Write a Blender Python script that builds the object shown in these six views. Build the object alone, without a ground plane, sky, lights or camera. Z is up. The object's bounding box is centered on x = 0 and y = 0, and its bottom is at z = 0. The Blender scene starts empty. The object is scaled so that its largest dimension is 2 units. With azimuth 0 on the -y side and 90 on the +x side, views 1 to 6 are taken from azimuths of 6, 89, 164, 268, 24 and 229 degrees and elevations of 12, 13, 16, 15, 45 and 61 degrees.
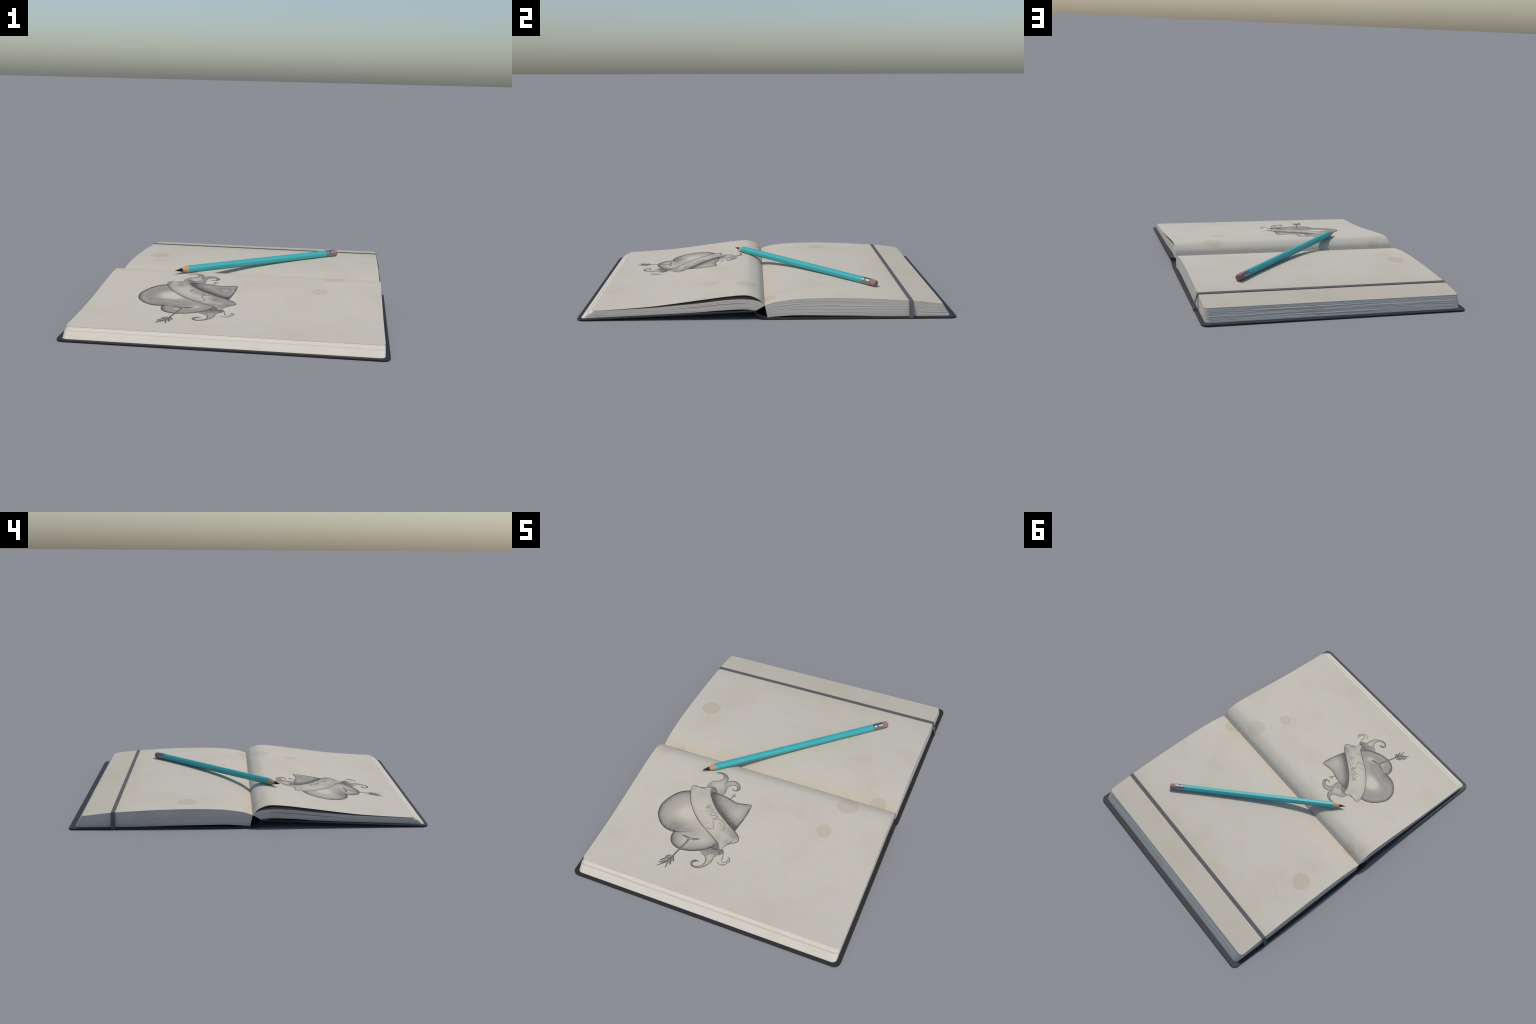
"""Open sketchbook with a pencil drawing, an elastic band and a pencil lying across the gutter.

Frame: metres, z up.  The book opens along the x axis (gutter near y = 0); the drawn page lies on -y,
the thick page block with the elastic band on +y.
"""
import math
import bpy
import numpy as np
from mathutils import Matrix, Vector, noise

rng = np.random.default_rng(7)

# ------------------------------------------------------------------ sizes
COVER_HALF = 0.733       # half of the cover's width along x
PAGE_HALF = 0.711        # half of the pages' width along x
BOARD = 0.0052           # thickness of the cover boards
SHEET = 0.0012           # thickness of a single modelled sheet
TILT = 0.043             # slope of the drawn side's cover board, which lifts towards the spine

# profiles (y, z) from the gutter out to the fore edge
BLANK_TOP = [(-.0145, .0680), (.0000, .0745), (.042, .0872), (.128, .0998), (.208, .1048), (.290, .1065), (.390, .1063),
             (.455, .1045), (.520, .1030), (.635, .0970), (.770, .0888), (.850, .0802), (.928, .0700)]
BLANK_BOTTOM = [(.0000, .0042), (.047, .0090), (.128, .0140), (.208, .0140), (.300, .0125), (.440, .0105), (.600, .0065),
                (.750, .0056), (.969, .0056)]
DRAWN_TOP = [(-.0155, .0680), (-.038, .0965), (-.066, .1137), (-.1025, .1248), (-.150, .1255), (-.200, .1210), (-.250, .1152),
             (-.353, .1015), (-.484, .0837), (-.600, .0690), (-.687, .0615), (-.7735, .0553), (-.860, .0497), (-.9265, .0466)]
STACK_TOP = [(-.0160, .0670), (-.033, .0850), (-.073, .0960), (-.113, .0995), (-.167, .1000), (-.247, .0945), (-.354, .0815),
             (-.485, .0700), (-.600, .0603), (-.687, .0556), (-.774, .0513), (-.860, .0476), (-.9275, .0450)]
SLIT = [(-.0340, .0575), (-.0620, .0740), (-.0975, .0800), (-.160, .0815), (-.220, .0780), (-.274, .0736), (-.354, .0652),
        (-.427, .0590), (-.510, .0510), (-.600, .0455), (-.800, .0375), (-.942, .0333)]
STACK_BOTTOM = [(-.0643, .0400), (-.098, .0475), (-.154, .0485), (-.275, .0420), (-.355, .0352), (-.530, .0262),
                (-.707, .0185), (-.9805, .0062)]
SPINE_OUTER = [(-.0690, .0400), (-.0640, .0310), (-.0545, .0215), (-.0340, .0100), (-.0070, .0022), (.0220, .0000)]


# ------------------------------------------------------------------ helpers
def catmull(points, per=10, closed=False):
    """Smooth curve through control points (centripetal enough for these short spans)."""
    p = np.asarray(points, float)
    if len(p) < 3:
        return np.linspace(p[0], p[-1], per + 1)
    q = np.vstack([2 * p[0] - p[1], p, 2 * p[-1] - p[-2]])
    t = np.linspace(0, 1, per, endpoint=False)[:, None]
    out = []
    for a, b, c, d in zip(q[:-3], q[1:-2], q[2:-1], q[3:]):
        out.append(.5 * (2 * b + (c - a) * t + (2 * a - 5 * b + 4 * c - d) * t ** 2 + (3 * b - a - 3 * c + d) * t ** 3))
    return np.vstack(out + [p[-1:]])


class Profile:
    """A smooth (y, z) curve addressed by normalised arc length."""

    def __init__(self, points, smooth=True):
        self.p = catmull(points, 16) if smooth else np.asarray(points, float)
        step = np.hypot(*np.diff(self.p, axis=0).T)
        self.s = np.concatenate([[0], np.cumsum(step)])
        self.length = self.s[-1]

    def __call__(self, s):
        s = np.asarray(s) * self.length
        return np.stack([np.interp(s, self.s, self.p[:, 0]), np.interp(s, self.s, self.p[:, 1])], -1)

    def height(self, y):
        k = np.argsort(self.p[:, 0])
        return np.interp(y, self.p[k, 0], self.p[k, 1])

    def shifted(self, d):
        """Parallel curve, d to the upper side."""
        t = np.gradient(self.p, axis=0)
        t /= np.hypot(t[:, 0], t[:, 1])[:, None]
        n = np.stack([-t[:, 1], t[:, 0]], -1)
        n[n[:, 1] < 0] *= -1
        q = Profile([(0, 0), (1, 1)], smooth=False)
        q.p = self.p + n * d
        q.s = np.concatenate([[0], np.cumsum(np.hypot(*np.diff(q.p, axis=0).T))])
        q.length = q.s[-1]
        return q


def new_object(name, mesh, material, parent=None, sharp=40):
    mesh.materials.append(material)
    if sharp is not None:
        mesh.polygons.foreach_set("use_smooth", [True] * len(mesh.polygons))
        mesh.set_sharp_from_angle(angle=math.radians(sharp))
    obj = bpy.data.objects.new(name, mesh)
    bpy.context.scene.collection.objects.link(obj)
    if parent:
        obj.parent = parent
    return obj


def mesh_from(name, verts, faces):
    me = bpy.data.meshes.new(name)
    me.from_pydata([tuple(v) for v in verts], [], faces)
    me.validate()
    me.update()
    return me


def slab(name, top, bottom, half, radius, rows, relief=None, stations=90, fore_cols=2):
    """Body between two profiles, `half` wide on each side of x = 0, with rounded corners at the fore edge.

    relief(u, t, side) pushes the wall outwards; u runs along the wall, t from bottom to top.
    """
    length = top.length
    s = list(np.linspace(0, 1 - radius / length, stations))
    xh = [half] * stations
    nrm = [(1.0, 0.0)] * stations
    if radius > 0:
        for phi in np.linspace(0, math.pi / 2, 9)[1:]:
            s.append(1 - radius * (1 - math.sin(phi)) / length)
            xh.append(half - radius * (1 - math.cos(phi)))
            nrm.append((math.cos(phi), math.sin(phi)))
    n = len(s)
    cols = [(s[j], xh[j], nrm[j][0], nrm[j][1], "right") for j in range(n)]
    for f in np.linspace(1, -1, fore_cols + 2)[1:-1]:
        cols.append((1.0, xh[-1] * f, 0.0, 1.0, "fore"))
    cols += [(s[j], -xh[j], -nrm[j][0], nrm[j][1], "left") for j in reversed(range(n))]
    outward = 1.0 if top.p[-1, 0] > top.p[0, 0] else -1.0
    verts, k = [], len(cols)
    sc = np.array([c[0] for c in cols])
    tp, bt = top(sc), bottom(sc)
    for i in range(rows + 1):
        t = i / rows
        for c, (sj, x, nx, ny, side) in enumerate(cols):
            y, z = bt[c] * (1 - t) + tp[c] * t
            h = 0.0
            if relief and 0 < i < rows:
                u = x if side == "fore" else sj * length
                h = relief(u, t, side) * min(1, 4 * t, 4 * (1 - t))
            verts.append((x + nx * h, y + ny * h * outward, z))
    faces = []
    flip = outward < 0
    add = lambda f: faces.append(tuple(reversed(f)) if flip else tuple(f))
    for i in range(rows):
        for c in range(k - 1):
            a = i * k + c
            add((a, a + 1, a + 1 + k, a + k))
        a = i * k
        add((a + k - 1, a, a + k, a + 2 * k - 1))                     # spine side
    for base, down in ((0, True), (rows * k, False)):
        for j in range(n - 2):
            f = (base + j, base + j + 1, base + k - 2 - j, base + k - 1 - j)
            add(f[::-1] if down else f)
        f = [base + j for j in range(n - 2, k - n + 2)]
        add(f[::-1] if down else f)
    me = mesh_from(name, verts, faces)
    walls = rows * k
    me["first_cap"] = walls
    return me


def page_caps(obj, paper):
    """Give the flat faces of a block the look of an open page, keep its walls as cut edges."""
    me = obj.data
    me.materials.append(paper)
    first = int(me["first_cap"])
    for i in range(first, len(me.polygons)):
        me.polygons[i].material_index = 1
    return obj


# ------------------------------------------------------------------ materials
def material(name, rough=0.7, spec=0.3):
    m = bpy.data.materials.new(name)
    m.use_nodes = True
    nt = m.node_tree
    b = nt.nodes["Principled BSDF"]
    b.inputs["Roughness"].default_value = rough
    b.inputs["Specular IOR Level"].default_value = spec
    return m, nt, b


def node(nt, kind, **values):
    n = nt.nodes.new(kind)
    for key, v in values.items():
        if key in n.inputs.keys():
            n.inputs[key].default_value = v
        else:
            setattr(n, key, v)
    return n


def math_node(nt, op, a, b=None, clamp=False):
    n = nt.nodes.new("ShaderNodeMath")
    n.operation, n.use_clamp = op, clamp
    for i, v in enumerate((a, b)):
        if v is None:
            continue
        if isinstance(v, (int, float)):
            n.inputs[i].default_value = v
        else:
            nt.links.new(v, n.inputs[i])
    return n.outputs[0]


def blend(nt, factor, a, b, mode="MIX"):
    n = nt.nodes.new("ShaderNodeMix")
    n.data_type, n.blend_type = "RGBA", mode
    for sock, v in ((n.inputs[0], factor), (n.inputs[6], a), (n.inputs[7], b)):
        if isinstance(v, (int, float)):
            sock.default_value = v
        elif isinstance(v, tuple):
            sock.default_value = (*v, 1)
        else:
            nt.links.new(v, sock)
    return n.outputs[2]


def ramp(nt, value, lo, hi):
    n = node(nt, "ShaderNodeMapRange", interpolation_type="SMOOTHSTEP")
    n.inputs["From Min"].default_value, n.inputs["From Max"].default_value = lo, hi
    nt.links.new(value, n.inputs["Value"])
    return n.outputs["Result"]


def noise_at(nt, coord, scale, detail=3, rough=0.55, stretch=(1, 1, 1), shift=(0, 0, 0)):
    mp = node(nt, "ShaderNodeMapping", Scale=stretch, Location=shift)
    nt.links.new(coord, mp.inputs["Vector"])
    n = node(nt, "ShaderNodeTexNoise", Scale=scale, Detail=detail, Roughness=rough)
    nt.links.new(mp.outputs[0], n.inputs["Vector"])
    return n.outputs["Fac"]


# broad aged areas: x, y, radius
AGED = [(-.41, .56, .22), (-.18, .66, .22), (.09, -.25, .22), (.28, -.50, .20), (.29, -.87, .16), (.10, .86, .45)]
# water stains on the open spread: x, y, radius, strength
STAINS = [(-.580, .356, .058, 1.0), (.603, -.002, .048, 1.0), (.467, -.110, .060, .85), (.404, -.311, .042, .95), (-.595, -.029, .040, .7)]


def paper_page():
    m, nt, b = material("aged_paper", 0.85, 0.15)
    co = node(nt, "ShaderNodeTexCoord").outputs["Object"]
    flat = node(nt, "ShaderNodeMapping", Scale=(1, 1, 0))
    nt.links.new(co, flat.inputs["Vector"])
    flat = flat.outputs[0]
    xyz = node(nt, "ShaderNodeSeparateXYZ")
    nt.links.new(co, xyz.inputs[0])
    # mottled base: pinkish and greenish fibres
    col = blend(nt, ramp(nt, noise_at(nt, flat, 10, 7, .68, stretch=(1, 1.6, 1)), .34, .68), (.546, .499, .414), (.520, .496, .412))
    col = blend(nt, math_node(nt, "MULTIPLY", ramp(nt, noise_at(nt, flat, 7, 6, .65, shift=(3, 1, 0)), .52, .76), .7), col, (.500, .430, .350))
    # broad olive ageing, gathered in a few places
    old = noise_at(nt, flat, 3.2, 6, .66, shift=(1.3, 4.2, 0))
    for x, y, r in AGED:
        dx, dy = math_node(nt, "SUBTRACT", xyz.outputs["X"], x), math_node(nt, "SUBTRACT", xyz.outputs["Y"], y)
        d = math_node(nt, "SQRT", math_node(nt, "ADD", math_node(nt, "MULTIPLY", dx, dx), math_node(nt, "MULTIPLY", dy, dy)))
        old = math_node(nt, "ADD", old, math_node(nt, "MULTIPLY", ramp(nt, d, r, r * .1), .11))
    col = blend(nt, math_node(nt, "MULTIPLY", ramp(nt, old, .48, .84), .70), col, (.475, .415, .305))
    # outer strip of the blank page has yellowed
    strip = math_node(nt, "MULTIPLY", ramp(nt, xyz.outputs["Y"], .62, .80), .40)
    col = blend(nt, strip, col, (.455, .408, .305))
    # warm crease shading at the gutter, painted into the blank page's colour
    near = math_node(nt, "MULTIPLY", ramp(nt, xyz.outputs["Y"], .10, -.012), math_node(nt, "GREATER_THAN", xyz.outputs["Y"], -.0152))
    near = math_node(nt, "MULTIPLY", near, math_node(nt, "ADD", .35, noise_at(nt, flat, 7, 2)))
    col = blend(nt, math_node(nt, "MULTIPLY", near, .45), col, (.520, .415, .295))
    # water stains with ragged rims
    ragged = math_node(nt, "ADD", math_node(nt, "MULTIPLY", noise_at(nt, flat, 30, 3, .6), .55), math_node(nt, "MULTIPLY", noise_at(nt, flat, 95, 3, .6), .45))
    for x, y, r, power in STAINS:
        dx, dy = math_node(nt, "SUBTRACT", xyz.outputs["X"], x), math_node(nt, "SUBTRACT", xyz.outputs["Y"], y)
        d = math_node(nt, "SQRT", math_node(nt, "ADD", math_node(nt, "MULTIPLY", dx, dx), math_node(nt, "MULTIPLY", dy, dy)))
        d = math_node(nt, "ADD", d, math_node(nt, "MULTIPLY", math_node(nt, "SUBTRACT", ragged, .5), .060))
        body = ramp(nt, d, r, r - .005)
        if y > -.01:
            body = math_node(nt, "MULTIPLY", body, math_node(nt, "GREATER_THAN", xyz.outputs["Y"], -.0152))
        rim = math_node(nt, "MULTIPLY", body, ramp(nt, d, r - .022, r - .004))
        mask = math_node(nt, "ADD", math_node(nt, "MULTIPLY", body, .40 * power), math_node(nt, "MULTIPLY", rim, .08 * power))
        col = blend(nt, mask, col, (.380, .335, .205))
    grain = noise_at(nt, co, 260, 4, .7)
    col = blend(nt, .10, col, blend(nt, grain, (.29, .27, .23), (.72, .68, .59)))
    nt.links.new(col, b.inputs["Base Color"])
    bump = node(nt, "ShaderNodeBump", Strength=.06, Distance=.001)
    nt.links.new(noise_at(nt, co, 180, 5, .7), bump.inputs["Height"])
    nt.links.new(bump.outputs[0], b.inputs["Normal"])
    return m


def paper_edge():
    m, nt, b = material("paper_edge", 0.85, 0.15)
    co = node(nt, "ShaderNodeTexCoord").outputs["Object"]
    leaf = noise_at(nt, co, 5, 4, .65, stretch=(.35, .35, 70))
    col = blend(nt, ramp(nt, leaf, .3, .7), (.525, .500, .430), (.610, .583, .508))
    col = blend(nt, math_node(nt, "MULTIPLY", ramp(nt, noise_at(nt, co, 6, 4), .5, .75), .6), col, (.520, .440, .355))
    # paler colour along the fore edge of the drawn side
    xyz = node(nt, "ShaderNodeSeparateXYZ")
    nt.links.new(co, xyz.inputs[0])
    pale = blend(nt, ramp(nt, leaf, .3, .7), (.585, .540, .460), (.625, .582, .502))
    pale = blend(nt, ramp(nt, noise_at(nt, co, 9, 4, shift=(2, 0, 0)), .45, .75), pale, (.600, .540, .440))
    col = blend(nt, ramp(nt, xyz.outputs["Y"], -.90, -.935), col, pale)
    nt.links.new(col, b.inputs["Base Color"])
    bump = node(nt, "ShaderNodeBump", Strength=.25, Distance=.0012)
    nt.links.new(noise_at(nt, co, 5, 4, .65, stretch=(.6, .6, 110)), bump.inputs["Height"])
    nt.links.new(bump.outputs[0], b.inputs["Normal"])
    return m


def cover_cloth():
    m, nt, b = material("black_cover", 0.55, 0.32)
    co = node(nt, "ShaderNodeTexCoord").outputs["Object"]
    col = blend(nt, noise_at(nt, co, 60, 4), (.017, .017, .019), (.029, .029, .031))
    nt.links.new(col, b.inputs["Base Color"])
    bump = node(nt, "ShaderNodeBump", Strength=.2, Distance=.001)
    nt.links.new(noise_at(nt, co, 220, 3), bump.inputs["Height"])
    nt.links.new(bump.outputs[0], b.inputs["Normal"])
    return m


def elastic():
    m, nt, b = material("grey_elastic", 0.8, 0.2)
    co = node(nt, "ShaderNodeTexCoord").outputs["Object"]
    ribs = noise_at(nt, co, 3, 2, stretch=(30, 260, 60))
    col = blend(nt, ribs, (.090, .091, .096), (.122, .123, .128))
    nt.links.new(col, b.inputs["Base Color"])
    bump = node(nt, "ShaderNodeBump", Strength=.3, Distance=.001)
    nt.links.new(ribs, bump.inputs["Height"])
    nt.links.new(bump.outputs[0], b.inputs["Normal"])
    return m


def plain(name, dark, light, rough, spec=.3, scale=30, stretch=(1, 1, 1), metallic=0.0, bump_by=0.0):
    m, nt, b = material(name, rough, spec)
    co = node(nt, "ShaderNodeTexCoord").outputs["Object"]
    f = noise_at(nt, co, scale, 4, stretch=stretch)
    nt.links.new(blend(nt, f, dark, light), b.inputs["Base Color"])
    b.inputs["Metallic"].default_value = metallic
    if bump_by:
        bump = node(nt, "ShaderNodeBump", Strength=bump_by, Distance=.001)
        nt.links.new(f, bump.inputs["Height"])
        nt.links.new(bump.outputs[0], b.inputs["Normal"])
    return m


page_paper, edge_paper, cloth, band_cloth = paper_page(), paper_edge(), cover_cloth(), elastic()
graphite = plain("graphite_line", (.058, .056, .050), (.088, .086, .078), .6)
soft_graphite = plain("soft_graphite", (.085, .082, .074), (.125, .121, .110), .7)
pale_graphite = plain("pale_graphite", (.170, .166, .155), (.230, .224, .210), .7)

# ------------------------------------------------------------------ the notebook
book = bpy.data.objects.new("notebook", None)
bpy.context.scene.collection.objects.link(book)
book["label"] = "open black sketchbook with aged pages and tattoo-style pencil drawing"
book["category"] = "notebook"

drawn_top, blank_top = Profile(DRAWN_TOP), Profile(BLANK_TOP)


def leaf_relief(layers, strength, seed):
    """Page edges that wave and bunch: ridges across the leaves, wandering along the block."""
    def f(u, t, side):
        k = strength[side]
        if k == 0:
            return 0.0
        off = seed + {"right": 0, "fore": 31, "left": 57}[side]
        wander = .45 if side == "fore" else 1.0
        q = t * layers * (.75 if side == "fore" else 1) + wander * (1.1 * noise.noise((u * 5.0, t * 2.5, off)) + .5 * noise.noise((u * 13.0, t * 5, off + 3)))
        h = noise.noise((u * 1.6, q, off + 9)) + .45 * noise.noise((u * 4.0, q * 2.3, off + 17))
        return k * h
    return f


def board(name, inner, outer):
    low = Profile([inner, outer], smooth=False)
    high = Profile([(inner[0], inner[1] + BOARD), (outer[0], outer[1] + BOARD)], smooth=False)
    me = slab(name, high, low, COVER_HALF, .034, 1, stations=3, fore_cols=1)
    obj = new_object(name, me, cloth, book, sharp=None)
    mod = obj.modifiers.new("round", "BEVEL")
    mod.width, mod.segments, mod.limit_method, mod.angle_limit = .0012, 2, "ANGLE", math.radians(50)
    return obj


board("cover_board", (-.068, TILT * .932), (-1.0, 0.0))
board("cover_board", (.021, 0.0), (1.0, 0.0))
spine_low = Profile(SPINE_OUTER)
new_object("spine", slab("spine", spine_low.shifted(.0032), spine_low, COVER_HALF, 0, 1, stations=40, fore_cols=1), cloth, book)

# blank side: thick page block, its top sheet and the elastic band round it
block_top = blank_top.shifted(-SHEET)
new_object("page_block", slab("page_block", block_top, Profile(BLANK_BOTTOM), PAGE_HALF, .024, 64,
           leaf_relief(24, {"right": .0012, "fore": .0020, "left": .0004}, 5), stations=230, fore_cols=150), edge_paper, book)
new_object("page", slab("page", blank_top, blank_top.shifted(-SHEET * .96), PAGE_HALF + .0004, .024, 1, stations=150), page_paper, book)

# drawn side: two lifting stacks and the loose drawn sheet above them
slit = Profile(SLIT)
parting = Profile(SLIT)
window = np.clip((-.09 - slit.p[:, 0]) / .05, 0, 1) * np.clip((slit.p[:, 0] + .56) / .16, 0, 1)
parting.p = slit.p - np.stack([0 * window, .0024 * window + .0002], -1)
parting.p[-40:, 0] -= np.linspace(0, .0095, 40)                     # lower stack stands proud at the fore edge
weak = {"right": .0005, "fore": .0002, "left": .0003}
page_caps(new_object("page_block", slab("page_block", Profile(parting.p, False), Profile(STACK_BOTTOM), PAGE_HALF, .024, 30,
           leaf_relief(9, weak, 90), stations=200, fore_cols=90), edge_paper, book), page_paper)
page_caps(new_object("page_block", slab("page_block", Profile(STACK_TOP), slit, PAGE_HALF - .0006, .024, 20,
           leaf_relief(6, weak, 140), stations=200, fore_cols=90), edge_paper, book), page_paper)
drawn_page = new_object("page", slab("page", drawn_top, drawn_top.shifted(-SHEET * .8), PAGE_HALF, .024, 1, stations=200), page_paper, book)


def elastic_band():
    y0, y1, thick = .7445, .7665, .0026
    def path(y, lift):
        top = float(blank_top.height(y)) + .0008 + lift
        out = lift * .9
        half = [(COVER_HALF + .0010 + out, .0012), (COVER_HALF + .0008 + out, .0055), (PAGE_HALF + .0020 + out, top - .0030),
                (PAGE_HALF + .0008 + out * .7, top - .0006), (PAGE_HALF - .0015, top)]
        return half + [(-x, z) for x, z in reversed(half)]
    rings = [path(y0, 0), path(y0, thick), path(y1, thick), path(y1, 0)]
    n = len(rings[0])
    verts = [(x, y, z) for ring, y in zip(rings, (y0, y0, y1, y1)) for x, z in ring]
    faces = []
    for a in range(4):
        b = (a + 1) % 4
        faces += [(a * n + i, a * n + i + 1, b * n + i + 1, b * n + i) for i in range(n - 1)]
    faces += [(0, n, 2 * n, 3 * n), (4 * n - 1, 3 * n - 1, 2 * n - 1, n - 1)]
    new_object("elastic_band", mesh_from("elastic_band", verts, faces), band_cloth, book, sharp=35)


elastic_band()

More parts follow.
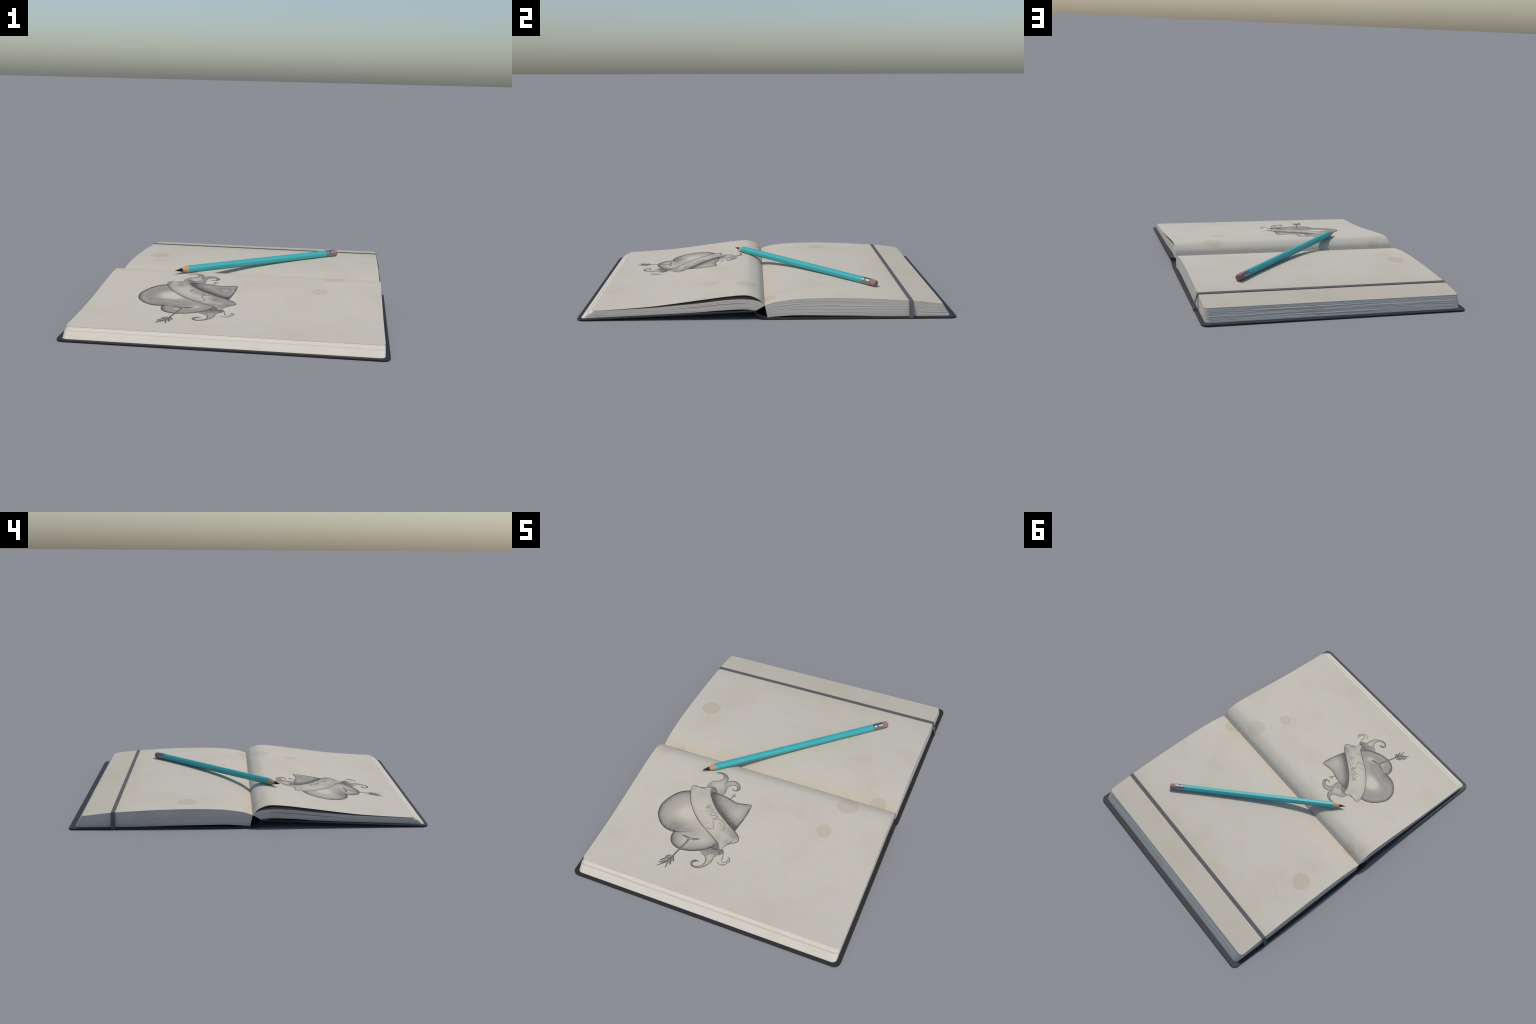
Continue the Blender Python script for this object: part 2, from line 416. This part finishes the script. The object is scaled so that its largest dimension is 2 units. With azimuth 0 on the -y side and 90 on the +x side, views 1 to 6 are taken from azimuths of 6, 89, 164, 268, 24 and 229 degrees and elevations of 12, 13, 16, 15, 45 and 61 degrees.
# ------------------------------------------------------------------ the pencil drawing on the page
# Lines of the drawing on the sheet, as control points (x, y): a heart pierced by an arrow, wrapped in a name banner.
LINES = {
    'big_lobe': [(-0.380, -0.322), (-0.404, -0.332), (-0.430, -0.350), (-0.453, -0.375), (-0.472, -0.408), (-0.486, -0.443), (-0.488, -0.479), (-0.478, -0.516), (-0.457, -0.547), (-0.432, -0.571), (-0.402, -0.587), (-0.372, -0.593), (-0.345, -0.593), (-0.315, -0.586), (-0.291, -0.575), (-0.266, -0.559)],
    'small_lobe': [(-0.344, -0.592), (-0.345, -0.612), (-0.339, -0.636), (-0.324, -0.658), (-0.303, -0.672), (-0.280, -0.680), (-0.251, -0.682), (-0.219, -0.676), (-0.188, -0.665), (-0.158, -0.650), (-0.134, -0.633), (-0.112, -0.611), (-0.093, -0.582)],
    'tip_upper': [(-0.265, -0.289), (-0.232, -0.287), (-0.197, -0.290), (-0.165, -0.294), (-0.136, -0.302), (-0.103, -0.308), (-0.067, -0.304), (-0.021, -0.293)],
    'tip_lower': [(-0.021, -0.293), (-0.020, -0.326), (-0.023, -0.376), (-0.030, -0.421), (-0.038, -0.474)],
    'banner_left': [(-0.384, -0.284), (-0.382, -0.311), (-0.369, -0.344), (-0.345, -0.386), (-0.315, -0.424), (-0.281, -0.458), (-0.241, -0.489), (-0.199, -0.516), (-0.153, -0.542), (-0.114, -0.565), (-0.090, -0.580), (-0.068, -0.608)],
    'banner_right': [(-0.278, -0.262), (-0.266, -0.297), (-0.244, -0.329), (-0.213, -0.362), (-0.177, -0.394), (-0.135, -0.422), (-0.088, -0.452), (-0.038, -0.480), (-0.015, -0.496), (0.001, -0.516), (0.004, -0.530), (-0.005, -0.543), (-0.030, -0.560), (-0.044, -0.574), (-0.054, -0.600)],
    'banner_top': [(-0.384, -0.284), (-0.366, -0.281), (-0.346, -0.282), (-0.327, -0.278), (-0.298, -0.266), (-0.267, -0.254)],
    'crease_top': [(-0.343, -0.282), (-0.321, -0.284), (-0.296, -0.281)],
    'crease_bottom': [(-0.043, -0.570), (-0.035, -0.557), (-0.025, -0.535)],
    'fold_top': [(-0.266, -0.252), (-0.250, -0.263), (-0.232, -0.286)],
    'fold_bottom': [(-0.115, -0.617), (-0.097, -0.617), (-0.081, -0.616), (-0.064, -0.611)],
    'horn_in': [(-0.308, -0.266), (-0.305, -0.251), (-0.299, -0.231), (-0.285, -0.216), (-0.265, -0.209), (-0.250, -0.197), (-0.243, -0.181), (-0.245, -0.168), (-0.255, -0.157), (-0.273, -0.153), (-0.303, -0.162)],
    'horn_out': [(-0.303, -0.162), (-0.283, -0.149), (-0.258, -0.146), (-0.236, -0.153), (-0.219, -0.168), (-0.213, -0.191)],
    'curl_out': [(-0.225, -0.211), (-0.214, -0.195), (-0.196, -0.183), (-0.175, -0.177), (-0.155, -0.182), (-0.136, -0.195), (-0.127, -0.211), (-0.128, -0.227), (-0.138, -0.236), (-0.151, -0.239), (-0.164, -0.235), (-0.171, -0.227)],
    'curl_in': [(-0.194, -0.289), (-0.192, -0.270), (-0.194, -0.249), (-0.193, -0.229), (-0.186, -0.216), (-0.175, -0.206), (-0.160, -0.204), (-0.147, -0.209), (-0.140, -0.220), (-0.143, -0.234)],
    'hook_in': [(-0.159, -0.652), (-0.143, -0.665), (-0.125, -0.673), (-0.112, -0.685), (-0.105, -0.698), (-0.104, -0.715), (-0.110, -0.732), (-0.124, -0.744), (-0.140, -0.750), (-0.154, -0.750), (-0.161, -0.743), (-0.160, -0.733), (-0.149, -0.722), (-0.131, -0.717)],
    'hook_out': [(-0.131, -0.717), (-0.146, -0.714), (-0.159, -0.717), (-0.169, -0.727), (-0.170, -0.738), (-0.161, -0.752), (-0.145, -0.758), (-0.126, -0.756), (-0.109, -0.746), (-0.091, -0.730), (-0.078, -0.707), (-0.073, -0.683), (-0.075, -0.658)],
    'whisk_in': [(-0.054, -0.602), (-0.041, -0.616), (-0.033, -0.636), (-0.029, -0.657), (-0.025, -0.672), (-0.016, -0.679), (-0.006, -0.675), (0.001, -0.665), (0.003, -0.651), (-0.005, -0.641)],
    'whisk_out': [(-0.005, -0.641), (0.004, -0.640), (0.011, -0.651), (0.011, -0.665), (0.005, -0.679), (-0.008, -0.692), (-0.024, -0.695), (-0.038, -0.689), (-0.051, -0.680)],
    'shaft': [(-0.244, -0.605), (-0.260, -0.670), (-0.276, -0.731)],
    'quill': [(-0.276, -0.731), (-0.296, -0.782), (-0.327, -0.819)],
    'barb1': [(-0.289, -0.732), (-0.313, -0.753)],
    'barb2': [(-0.294, -0.749), (-0.327, -0.782)],
    'barb3': [(-0.298, -0.776), (-0.329, -0.799)],
    'barb4': [(-0.276, -0.733), (-0.257, -0.765)],
    'barb5': [(-0.280, -0.750), (-0.265, -0.791)],
    'barb6': [(-0.285, -0.774), (-0.279, -0.815)],
    'wound_up': [(-0.294, -0.598), (-0.277, -0.597), (-0.253, -0.599), (-0.235, -0.600), (-0.215, -0.595), (-0.190, -0.586)],
    'wound_low': [(-0.294, -0.598), (-0.272, -0.601), (-0.252, -0.612)],
    'wound_r': [(-0.234, -0.607), (-0.214, -0.601), (-0.190, -0.586)],
    'head_shaft': [(-0.146, -0.299), (-0.139, -0.269)],
    'head_a': [(-0.150, -0.272), (-0.141, -0.262), (-0.137, -0.272)],
    'head_b': [(-0.140, -0.275), (-0.128, -0.274), (-0.134, -0.255)],
    'S_main': [(-0.196, -0.509), (-0.184, -0.512), (-0.171, -0.511), (-0.160, -0.506), (-0.155, -0.497), (-0.159, -0.487), (-0.166, -0.477), (-0.173, -0.466), (-0.176, -0.455), (-0.172, -0.447), (-0.163, -0.442), (-0.149, -0.439), (-0.132, -0.442), (-0.115, -0.450), (-0.105, -0.459), (-0.101, -0.472), (-0.101, -0.485), (-0.099, -0.495), (-0.105, -0.500)],
    'S_serif': [(-0.215, -0.490), (-0.208, -0.483), (-0.198, -0.482), (-0.187, -0.482)],
    'S_swash': [(-0.147, -0.456), (-0.133, -0.462), (-0.118, -0.472), (-0.107, -0.480), (-0.102, -0.486)],
    'S_tick': [(-0.115, -0.501), (-0.107, -0.493)],
    'u': [(-0.187, -0.449), (-0.175, -0.442), (-0.167, -0.436), (-0.162, -0.428), (-0.166, -0.426), (-0.179, -0.426), (-0.191, -0.429), (-0.204, -0.434)],
    'u_tail': [(-0.202, -0.434), (-0.184, -0.426), (-0.172, -0.417)],
    's': [(-0.175, -0.414), (-0.186, -0.411), (-0.197, -0.408), (-0.202, -0.416), (-0.207, -0.425), (-0.216, -0.428), (-0.226, -0.425)],
    'i': [(-0.225, -0.408), (-0.215, -0.408), (-0.207, -0.404), (-0.204, -0.396), (-0.214, -0.393), (-0.225, -0.392)],
    'dot': [(-0.241, -0.413), (-0.231, -0.412)],
    'e': [(-0.229, -0.391), (-0.240, -0.394), (-0.251, -0.392), (-0.246, -0.387), (-0.238, -0.387), (-0.229, -0.390), (-0.225, -0.385), (-0.225, -0.379), (-0.232, -0.375), (-0.242, -0.374), (-0.252, -0.375)],
    'lower_shade': [(-0.159, -0.652), (-0.127, -0.673), (-0.112, -0.678), (-0.102, -0.659), (-0.083, -0.653), (-0.067, -0.664), (-0.061, -0.647), (-0.055, -0.648), (-0.045, -0.638), (-0.037, -0.629), (-0.053, -0.601), (-0.070, -0.611), (-0.115, -0.617)],
}
STRAIGHT = ("head", "barb")
CURVE = {k: np.asarray(v, float) if k.startswith(STRAIGHT) else catmull(v, 8) for k, v in LINES.items()}
layer = [0]


def on_page(x, y, lift):
    return np.stack([x, y, drawn_top.height(y) + lift], -1)


def pencil_line(key, width, taper=(0.35, 0.35)):
    """One pencil stroke as a tapered ribbon lying on the sheet."""
    c = CURVE[key]
    step = np.hypot(*np.diff(c, axis=0).T)
    s = np.concatenate([[0], np.cumsum(step)])
    m = max(6, int(s[-1] / .004))
    t = np.linspace(0, 1, m)
    p = np.stack([np.interp(t * s[-1], s, c[:, i]) for i in (0, 1)], -1)
    d = np.gradient(p, axis=0)
    d /= np.hypot(d[:, 0], d[:, 1])[:, None] + 1e-9
    side = np.stack([-d[:, 1], d[:, 0]], -1)
    w = width * np.minimum(1, np.minimum(taper[0] + t * 6, taper[1] + (1 - t) * 6))
    w *= 1 + .22 * np.sin(t * 17 + 3 * layer[0]) * rng.uniform(.4, 1)
    layer[0] += 1
    lift = .00050 + .000012 * layer[0]
    a, b = p + side * w[:, None] / 2, p - side * w[:, None] / 2
    verts = np.vstack([on_page(a[:, 0], a[:, 1], lift), on_page(b[:, 0], b[:, 1], lift)])
    faces = [(i, i + m, i + m + 1, i + 1) for i in range(m - 1)]
    return verts, faces


def join(name, pieces, mat, stuff=False):
    """Join strokes (or, in the hatching, three pressures of graphite) into one part."""
    verts, faces, slots, base = [], [], [], 0
    for v, f, *slot in pieces:
        verts.append(v)
        faces += [tuple(i + base for i in q) for q in f]
        slots += [slot[0] if slot else 0] * len(f)
        base += len(v)
    obj = new_object(name, mesh_from(name, np.vstack(verts), faces), mat, drawn_page, sharp=None)
    if stuff:
        obj["kind"] = "stuff"
    if max(slots) > 0:
        for extra in TONES[1:]:
            obj.data.materials.append(extra)
        obj.data.polygons.foreach_set("material_index", slots)
    return obj


def inside(poly, p):
    x, y = p[..., 0], p[..., 1]
    hit = np.zeros(x.shape, bool)
    for (x0, y0), (x1, y1) in zip(poly, np.roll(poly, -1, axis=0)):
        if y0 == y1:
            continue
        cross = ((y0 > y) != (y1 > y)) & (x < (x1 - x0) * (y - y0) / (y1 - y0) + x0)
        hit ^= cross
    return hit


def distance(curves, p):
    q = np.vstack([CURVE[k] for k in curves])
    d = np.full(p.shape[:-1], 9.0)
    for x, y in q:
        d = np.minimum(d, np.hypot(p[..., 0] - x, p[..., 1] - y))
    return d


def spot(p, x, y, rx, ry=None):
    return np.exp(-(((p[..., 0] - x) / rx) ** 2 + ((p[..., 1] - y) / (ry or rx)) ** 2))


def smudge(p, cell=.007):
    """Soft value noise, -1..1: uneven pressure of the pencil."""
    g = np.random.default_rng(3).uniform(-1, 1, (256, 256))
    q = p / cell + 300
    i, f = np.floor(q).astype(int), q - np.floor(q)
    f = f * f * (3 - 2 * f)
    at = lambda a, b: g[(i[..., 0] + a) % 256, (i[..., 1] + b) % 256]
    fx, fy = f[..., 0], f[..., 1]
    return (at(0, 0) * (1 - fx) + at(1, 0) * fx) * (1 - fy) + (at(0, 1) * (1 - fx) + at(1, 1) * fx) * fy


def hatch(poly, tone, angle, gap=.0010, step=.0022, lift=.00030):
    """Fine parallel pencil hatching inside an outline; line weight follows tone(points) in 0..1."""
    ca, sa = math.cos(angle), math.sin(angle)
    along, across = poly @ (ca, sa), poly @ (-sa, ca)
    u = np.arange(along.min(), along.max() + step, step)
    v = np.arange(across.min(), across.max() + gap, gap)
    uu, vv = np.meshgrid(u, v)
    vv = vv + rng.normal(0, gap * .06, (len(v), 1))
    p = np.stack([uu * ca - vv * sa, uu * sa + vv * ca], -1)
    grain = rng.normal(0, 1, uu.shape)
    grain = (grain + np.roll(grain, 1, 1) + np.roll(grain, 2, 1)) / 1.7
    t = np.clip(tone(p) * (1 + .14 * grain + .10 * smudge(p) + .08 * smudge(p, .0032)), 0, 1)
    mask = inside(poly, p)
    n = np.array([-sa, ca])
    layers = []
    # light, medium and heavy pressure laid over one another
    for slot, (lo, span) in enumerate(((0, .30), (.27, .36), (.58, .42))):
        w = np.clip((t - lo) / span, 0, .96) * mask
        i, j = np.nonzero((w[:, :-1] > .02) & (w[:, 1:] > .02))
        if len(i) == 0:
            continue
        quads = []
        for jj, sign in ((j, -1), (j + 1, -1), (j + 1, 1), (j, 1)):
            q = p[i, jj] + n * (w[i, jj, None] * gap * .5 * sign)
            quads.append(on_page(q[:, 0], q[:, 1], lift + .00003 * slot))
        verts = np.stack(quads, 1).reshape(-1, 3)
        layers.append((verts, [(4 * a, 4 * a + 1, 4 * a + 2, 4 * a + 3) for a in range(len(i))], slot))
    return layers


TONES = [plain("light_graphite", (.345, .325, .280), (.375, .355, .310), .75), plain("medium_graphite", (.195, .186, .165), (.225, .215, .190), .7), graphite]


# outlines of the shaded regions, assembled from the drawn lines
C = CURVE
lobes = np.vstack([C["big_lobe"][:96], C["small_lobe"], C["banner_left"][::-1][10:-14]])
tip = np.vstack([C["tip_upper"], C["tip_lower"], C["banner_right"][::-1][54:-8]])
banner = np.vstack([C["banner_left"], C["banner_right"][::-1], C["banner_top"][::-1][8:]])
fold_top = np.vstack([C["fold_top"], C["tip_upper"][:10][::-1], C["banner_right"][:10][::-1]])
fold_bottom = np.vstack([C["fold_bottom"], C["banner_left"][-9:][::-1], C["small_lobe"][-12:][::-1]])
horn = np.vstack([C["horn_in"], C["horn_out"], C["curl_out"][:6], C["curl_in"][::-1][-30:], C["tip_upper"][8:18][::-1], C["fold_top"][::-1]])
curl = np.vstack([C["curl_out"], C["curl_in"][::-1]])
hook = np.vstack([C["hook_in"], C["hook_out"], C["fold_bottom"][::-1]])
ragged = C["lower_shade"]


CURVE["outer_rim"] = np.vstack([CURVE["big_lobe"][:88], CURVE["small_lobe"]])
CURVE["cleft"] = CURVE["big_lobe"][88:]


def lobes_tone(p):
    rim, cleft = distance(["outer_rim"], p), distance(["cleft"], p)
    above = 1 / (1 + np.exp(-(p[..., 1] + .600 - .30 * (p[..., 0] + .37)) / .004))     # which side of the cleft
    t = .085 + .62 * np.exp(-rim / .0095) + .27 * np.exp(-rim / .042)
    t += above * (.16 * np.exp(-cleft / .020) + .24 * spot(p, -.350, -.552, .055, .030)) + .10 * spot(p, -.235, -.570, .040, .020)
    t += .10 * spot(p, -.320, -.640, .030) + .12 * spot(p, -.370, -.335, .035, .03)
    t -= .16 * spot(p, -.325, -.462, .060, .05) + .12 * spot(p, -.185, -.590, .05, .03) + .10 * spot(p, -.27, -.63, .03)
    return t


def tip_tone(p):
    edge = distance(["tip_upper", "tip_lower"], p)
    band = distance(["banner_right"], p)
    t = .15 + .42 * np.exp(-edge / .010) + .62 * np.exp(-(band / .034) ** 2) + .20 * np.exp(-band / .07)
    return t - .14 * spot(p, -.075, -.375, .035, .04)


def banner_tone(p):
    edge = distance(["banner_left", "banner_right"], p)
    t = .025 + .15 * np.exp(-edge / .012)
    t += .38 * spot(p, -.025, -.505, .030, .026) + .20 * spot(p, -.070, -.485, .05, .022)
    t += .20 * spot(p, -.055, -.555, .018) + .10 * spot(p, -.105, -.548, .025) + .10 * spot(p, -.31, -.315, .03) + .10 * spot(p, -.37, -.30, .012, .03)
    return t


def horn_tone(p):
    edge = distance(["horn_in", "horn_out", "curl_in"], p)
    return .035 + .26 * np.exp(-edge / .006) + .42 * spot(p, -.225, -.165, .022) + .32 * spot(p, -.208, -.272, .028, .02) + .22 * spot(p, -.29, -.25, .018) \
        + .6 * spot(p, -.275, -.150, .025, .010)


def curl_tone(p):
    return .22 + .30 * np.exp(-distance(["curl_out"], p) / .006) + .25 * spot(p, -.133, -.215, .015, .02) - .12 * spot(p, -.185, -.195, .02)


def hook_tone(p):
    edge = distance(["hook_in", "hook_out"], p)
    return .06 + .38 * np.exp(-edge / .006) + .50 * spot(p, -.150, -.722, .022, .010) + .2 * spot(p, -.135, -.752, .03, .01)


def ragged_tone(p):
    y = np.clip((-.600 - p[..., 1]) / .075, 0, 1)
    return .86 - .50 * y + .05 * np.sin(p[..., 0] * 300)


slant = math.radians(62)
FEATHER = np.array([(-.274, -.728), (-.300, -.738), (-.326, -.782), (-.318, -.800), (-.290, -.790), (-.272, -.782), (-.262, -.762)])
join("shaded_heart", hatch(lobes, lobes_tone, slant) + hatch(tip, tip_tone, math.radians(-38)), TONES[0], True)
join("shaded_banner", hatch(banner, banner_tone, math.radians(-50), lift=.00034) + hatch(fold_top, lambda p: .62 + 0 * p[..., 0], slant, lift=.00042)
     + hatch(fold_bottom, lambda p: .66 + 0 * p[..., 0], slant, lift=.00042), TONES[0], True)
join("shaded_ribbon", hatch(horn, horn_tone, math.radians(20), lift=.00026) + hatch(curl, curl_tone, math.radians(35), lift=.00018)
     + hatch(hook, hook_tone, math.radians(-60), lift=.00026) + hatch(ragged, ragged_tone, math.radians(-75), lift=.00018), TONES[0], True)
join("shaded_feather", hatch(FEATHER, lambda p: .20 + .35 * np.exp(-distance(["quill"], p) / .010), math.radians(55)), TONES[0], True)
join("heart_outline", [pencil_line("big_lobe", .0052, (.5, .05)), pencil_line("small_lobe", .0052), pencil_line("tip_upper", .0046), pencil_line("tip_lower", .0056)], graphite)
join("banner_outline", [pencil_line("banner_left", .0038), pencil_line("banner_right", .0040), pencil_line("banner_top", .0040), pencil_line("crease_top", .0028, (.6, .1)),
                        pencil_line("crease_bottom", .0028, (.6, .1)), pencil_line("fold_top", .0036), pencil_line("fold_bottom", .0042)], graphite)
join("ribbon_outline", [pencil_line("horn_in", .0026), pencil_line("horn_out", .0032, (.1, .4)), pencil_line("curl_out", .0032, (.2, .3)), pencil_line("curl_in", .0028),
                        pencil_line("hook_in", .0030), pencil_line("hook_out", .0036), pencil_line("whisk_in", .0030), pencil_line("whisk_out", .0036, (.6, .1))], graphite)
join("arrow_shaft", [pencil_line("shaft", .0066, (.8, 1))], pale_graphite)
for side_shift, w in ((.0030, .0022), (-.0030, .0028)):
    CURVE["shaft_edge"] = CURVE["shaft"] + np.array((side_shift, side_shift * -.25))
    join("arrow_edge", [pencil_line("shaft_edge", w, (.8, .9))], graphite)
join("arrow_feather", [pencil_line("quill", .0056, (1, .3)), pencil_line("head_shaft", .0048, (.8, .8))]
     + [pencil_line(f"barb{i}", w, (.9, .4)) for i, w in zip(range(1, 7), (.0056, .0060, .0046, .0072, .0080, .0060))], soft_graphite)
join("arrow_head", [pencil_line("head_a", .0032), pencil_line("head_b", .0032)], soft_graphite)
join("arrow_wound", [pencil_line("wound_up", .0042, (.3, .2)), pencil_line("wound_low", .0034, (.3, .8)), pencil_line("wound_r", .0034, (.8, .2))], graphite)
join("lettering", [pencil_line(k, w, (.5, .35)) for k, w in (("S_main", .0034), ("S_serif", .0018), ("S_swash", .0018), ("S_tick", .0018), ("u", .0034), ("u_tail", .0016),
                                                              ("s", .0030), ("i", .0032), ("dot", .0034), ("e", .0032))], pale_graphite)

# ------------------------------------------------------------------ the pencil
LENGTH, LEAD, CONE, FERRULE, RUBBER = 1.160, .042, .080, 1.063, 1.123
INNER = .0190                                              # half of the width across flats
FACET = math.radians(95)                                   # the barrel lies slightly rolled
tip_at, end_at = Vector((-.3723, -.1899, .1481)), Vector((.4685, .6120, .1188))
pencil = bpy.data.objects.new("pencil", None)
bpy.context.scene.collection.objects.link(pencil)
pencil["label"] = "teal eight-sided pencil with sharpened tip, metal ferrule, pink eraser"
pencil["category"] = "pencil"
axis = (end_at - tip_at).normalized()
across = Vector((0, 0, 1)).cross(axis).normalized()
pencil.matrix_world = Matrix.Translation(tip_at) @ Matrix((axis, across, axis.cross(across))).transposed().to_4x4()


def octagon(theta):
    """Radius of the eight-sided barrel at an angle, corners slightly eased."""
    flat = math.pi / 8
    a = (theta - FACET + flat) % (2 * flat) - flat              # 0 in the middle of a flat
    return min(INNER / math.cos(a), INNER / math.cos(flat) * .990)


def lathe(name, rings, mat, sharp=35, count=144):
    """Surface of revolution-like part: rings are functions theta -> (station along the pencil, radius)."""
    verts, faces = [], []
    for ring in rings:
        for k in range(count):
            th = 2 * math.pi * k / count
            a, r = ring(th)
            verts.append((a, r * math.cos(th), r * math.sin(th)))
    for i in range(len(rings) - 1):
        for k in range(count):
            n = (k + 1) % count
            faces.append((i * count + k, i * count + n, (i + 1) * count + n, (i + 1) * count + k))
    faces.append(tuple(range(count)))
    faces.append(tuple(reversed(range((len(rings) - 1) * count, len(rings) * count))))
    return new_object(name, mesh_from(name, verts, faces), mat, pencil, sharp)


paint = plain("teal_paint", (.036, .350, .358), (.043, .378, .386), .42, .42, 14, (.2, 1, 1))
wood = plain("sharpened_wood", (.380, .225, .098), (.540, .350, .170), .7, .2, 40, (.25, 2, 2), bump_by=.2)
lead = plain("pencil_lead", (.007, .007, .008), (.013, .013, .014), .6, .2, 60)
metal = plain("ferrule_metal", (.24, .24, .25), (.36, .355, .35), .34, .5, 55, metallic=1.0, bump_by=.35)
rubber = plain("pink_eraser", (.275, .140, .137), (.325, .170, .165), .75, .25, 40, bump_by=.2)

taper = INNER * 1.01 / CONE
wavy = lambda th: LEAD + .0015 + .0030 * math.cos(th - 3.5) + .0026 * math.cos(6 * th + .6)
lathe("pencil_barrel", [lambda th: (CONE, octagon(th)), lambda th: (FERRULE + .0008, octagon(th))], paint, 12)
lathe("wooden_cone", [lambda th: (wavy(th), taper * wavy(th)), lambda th: (wavy(th) * .5 + CONE * .5, .5 * (taper * wavy(th) + octagon(th))), lambda th: (CONE + .0004, octagon(th) * .999)], wood, 60)
lathe("lead_point", [lambda th: (0.0, .0004)] + [lambda th, f=f: (wavy(th) * f, taper * wavy(th) * f) for f in (.12, .4, .7, 1.0)], lead, 60)
bands = []
for a in np.linspace(FERRULE, RUBBER, 60):
    f = (a - FERRULE) / (RUBBER - FERRULE)
    groove = sum(.0010 * math.exp(-((f - c) / .028) ** 2) for c in (.12, .24, .62, .74, .88))
    bands.append(lambda th, a=a, g=groove: (a, .0203 - g + .00018 * math.cos(24 * th)))
lathe("ferrule", bands, metal, 60)
cap = [lambda th: (RUBBER - .004, .0191), lambda th: (LENGTH - .011, .0190)]
for k in range(1, 8):
    phi = math.pi / 2 * k / 8
    cap.append(lambda th, phi=phi: (LENGTH - .011 + .011 * math.sin(phi), .0190 - .011 * (1 - math.cos(phi))))
lathe("eraser", cap, rubber, 50)
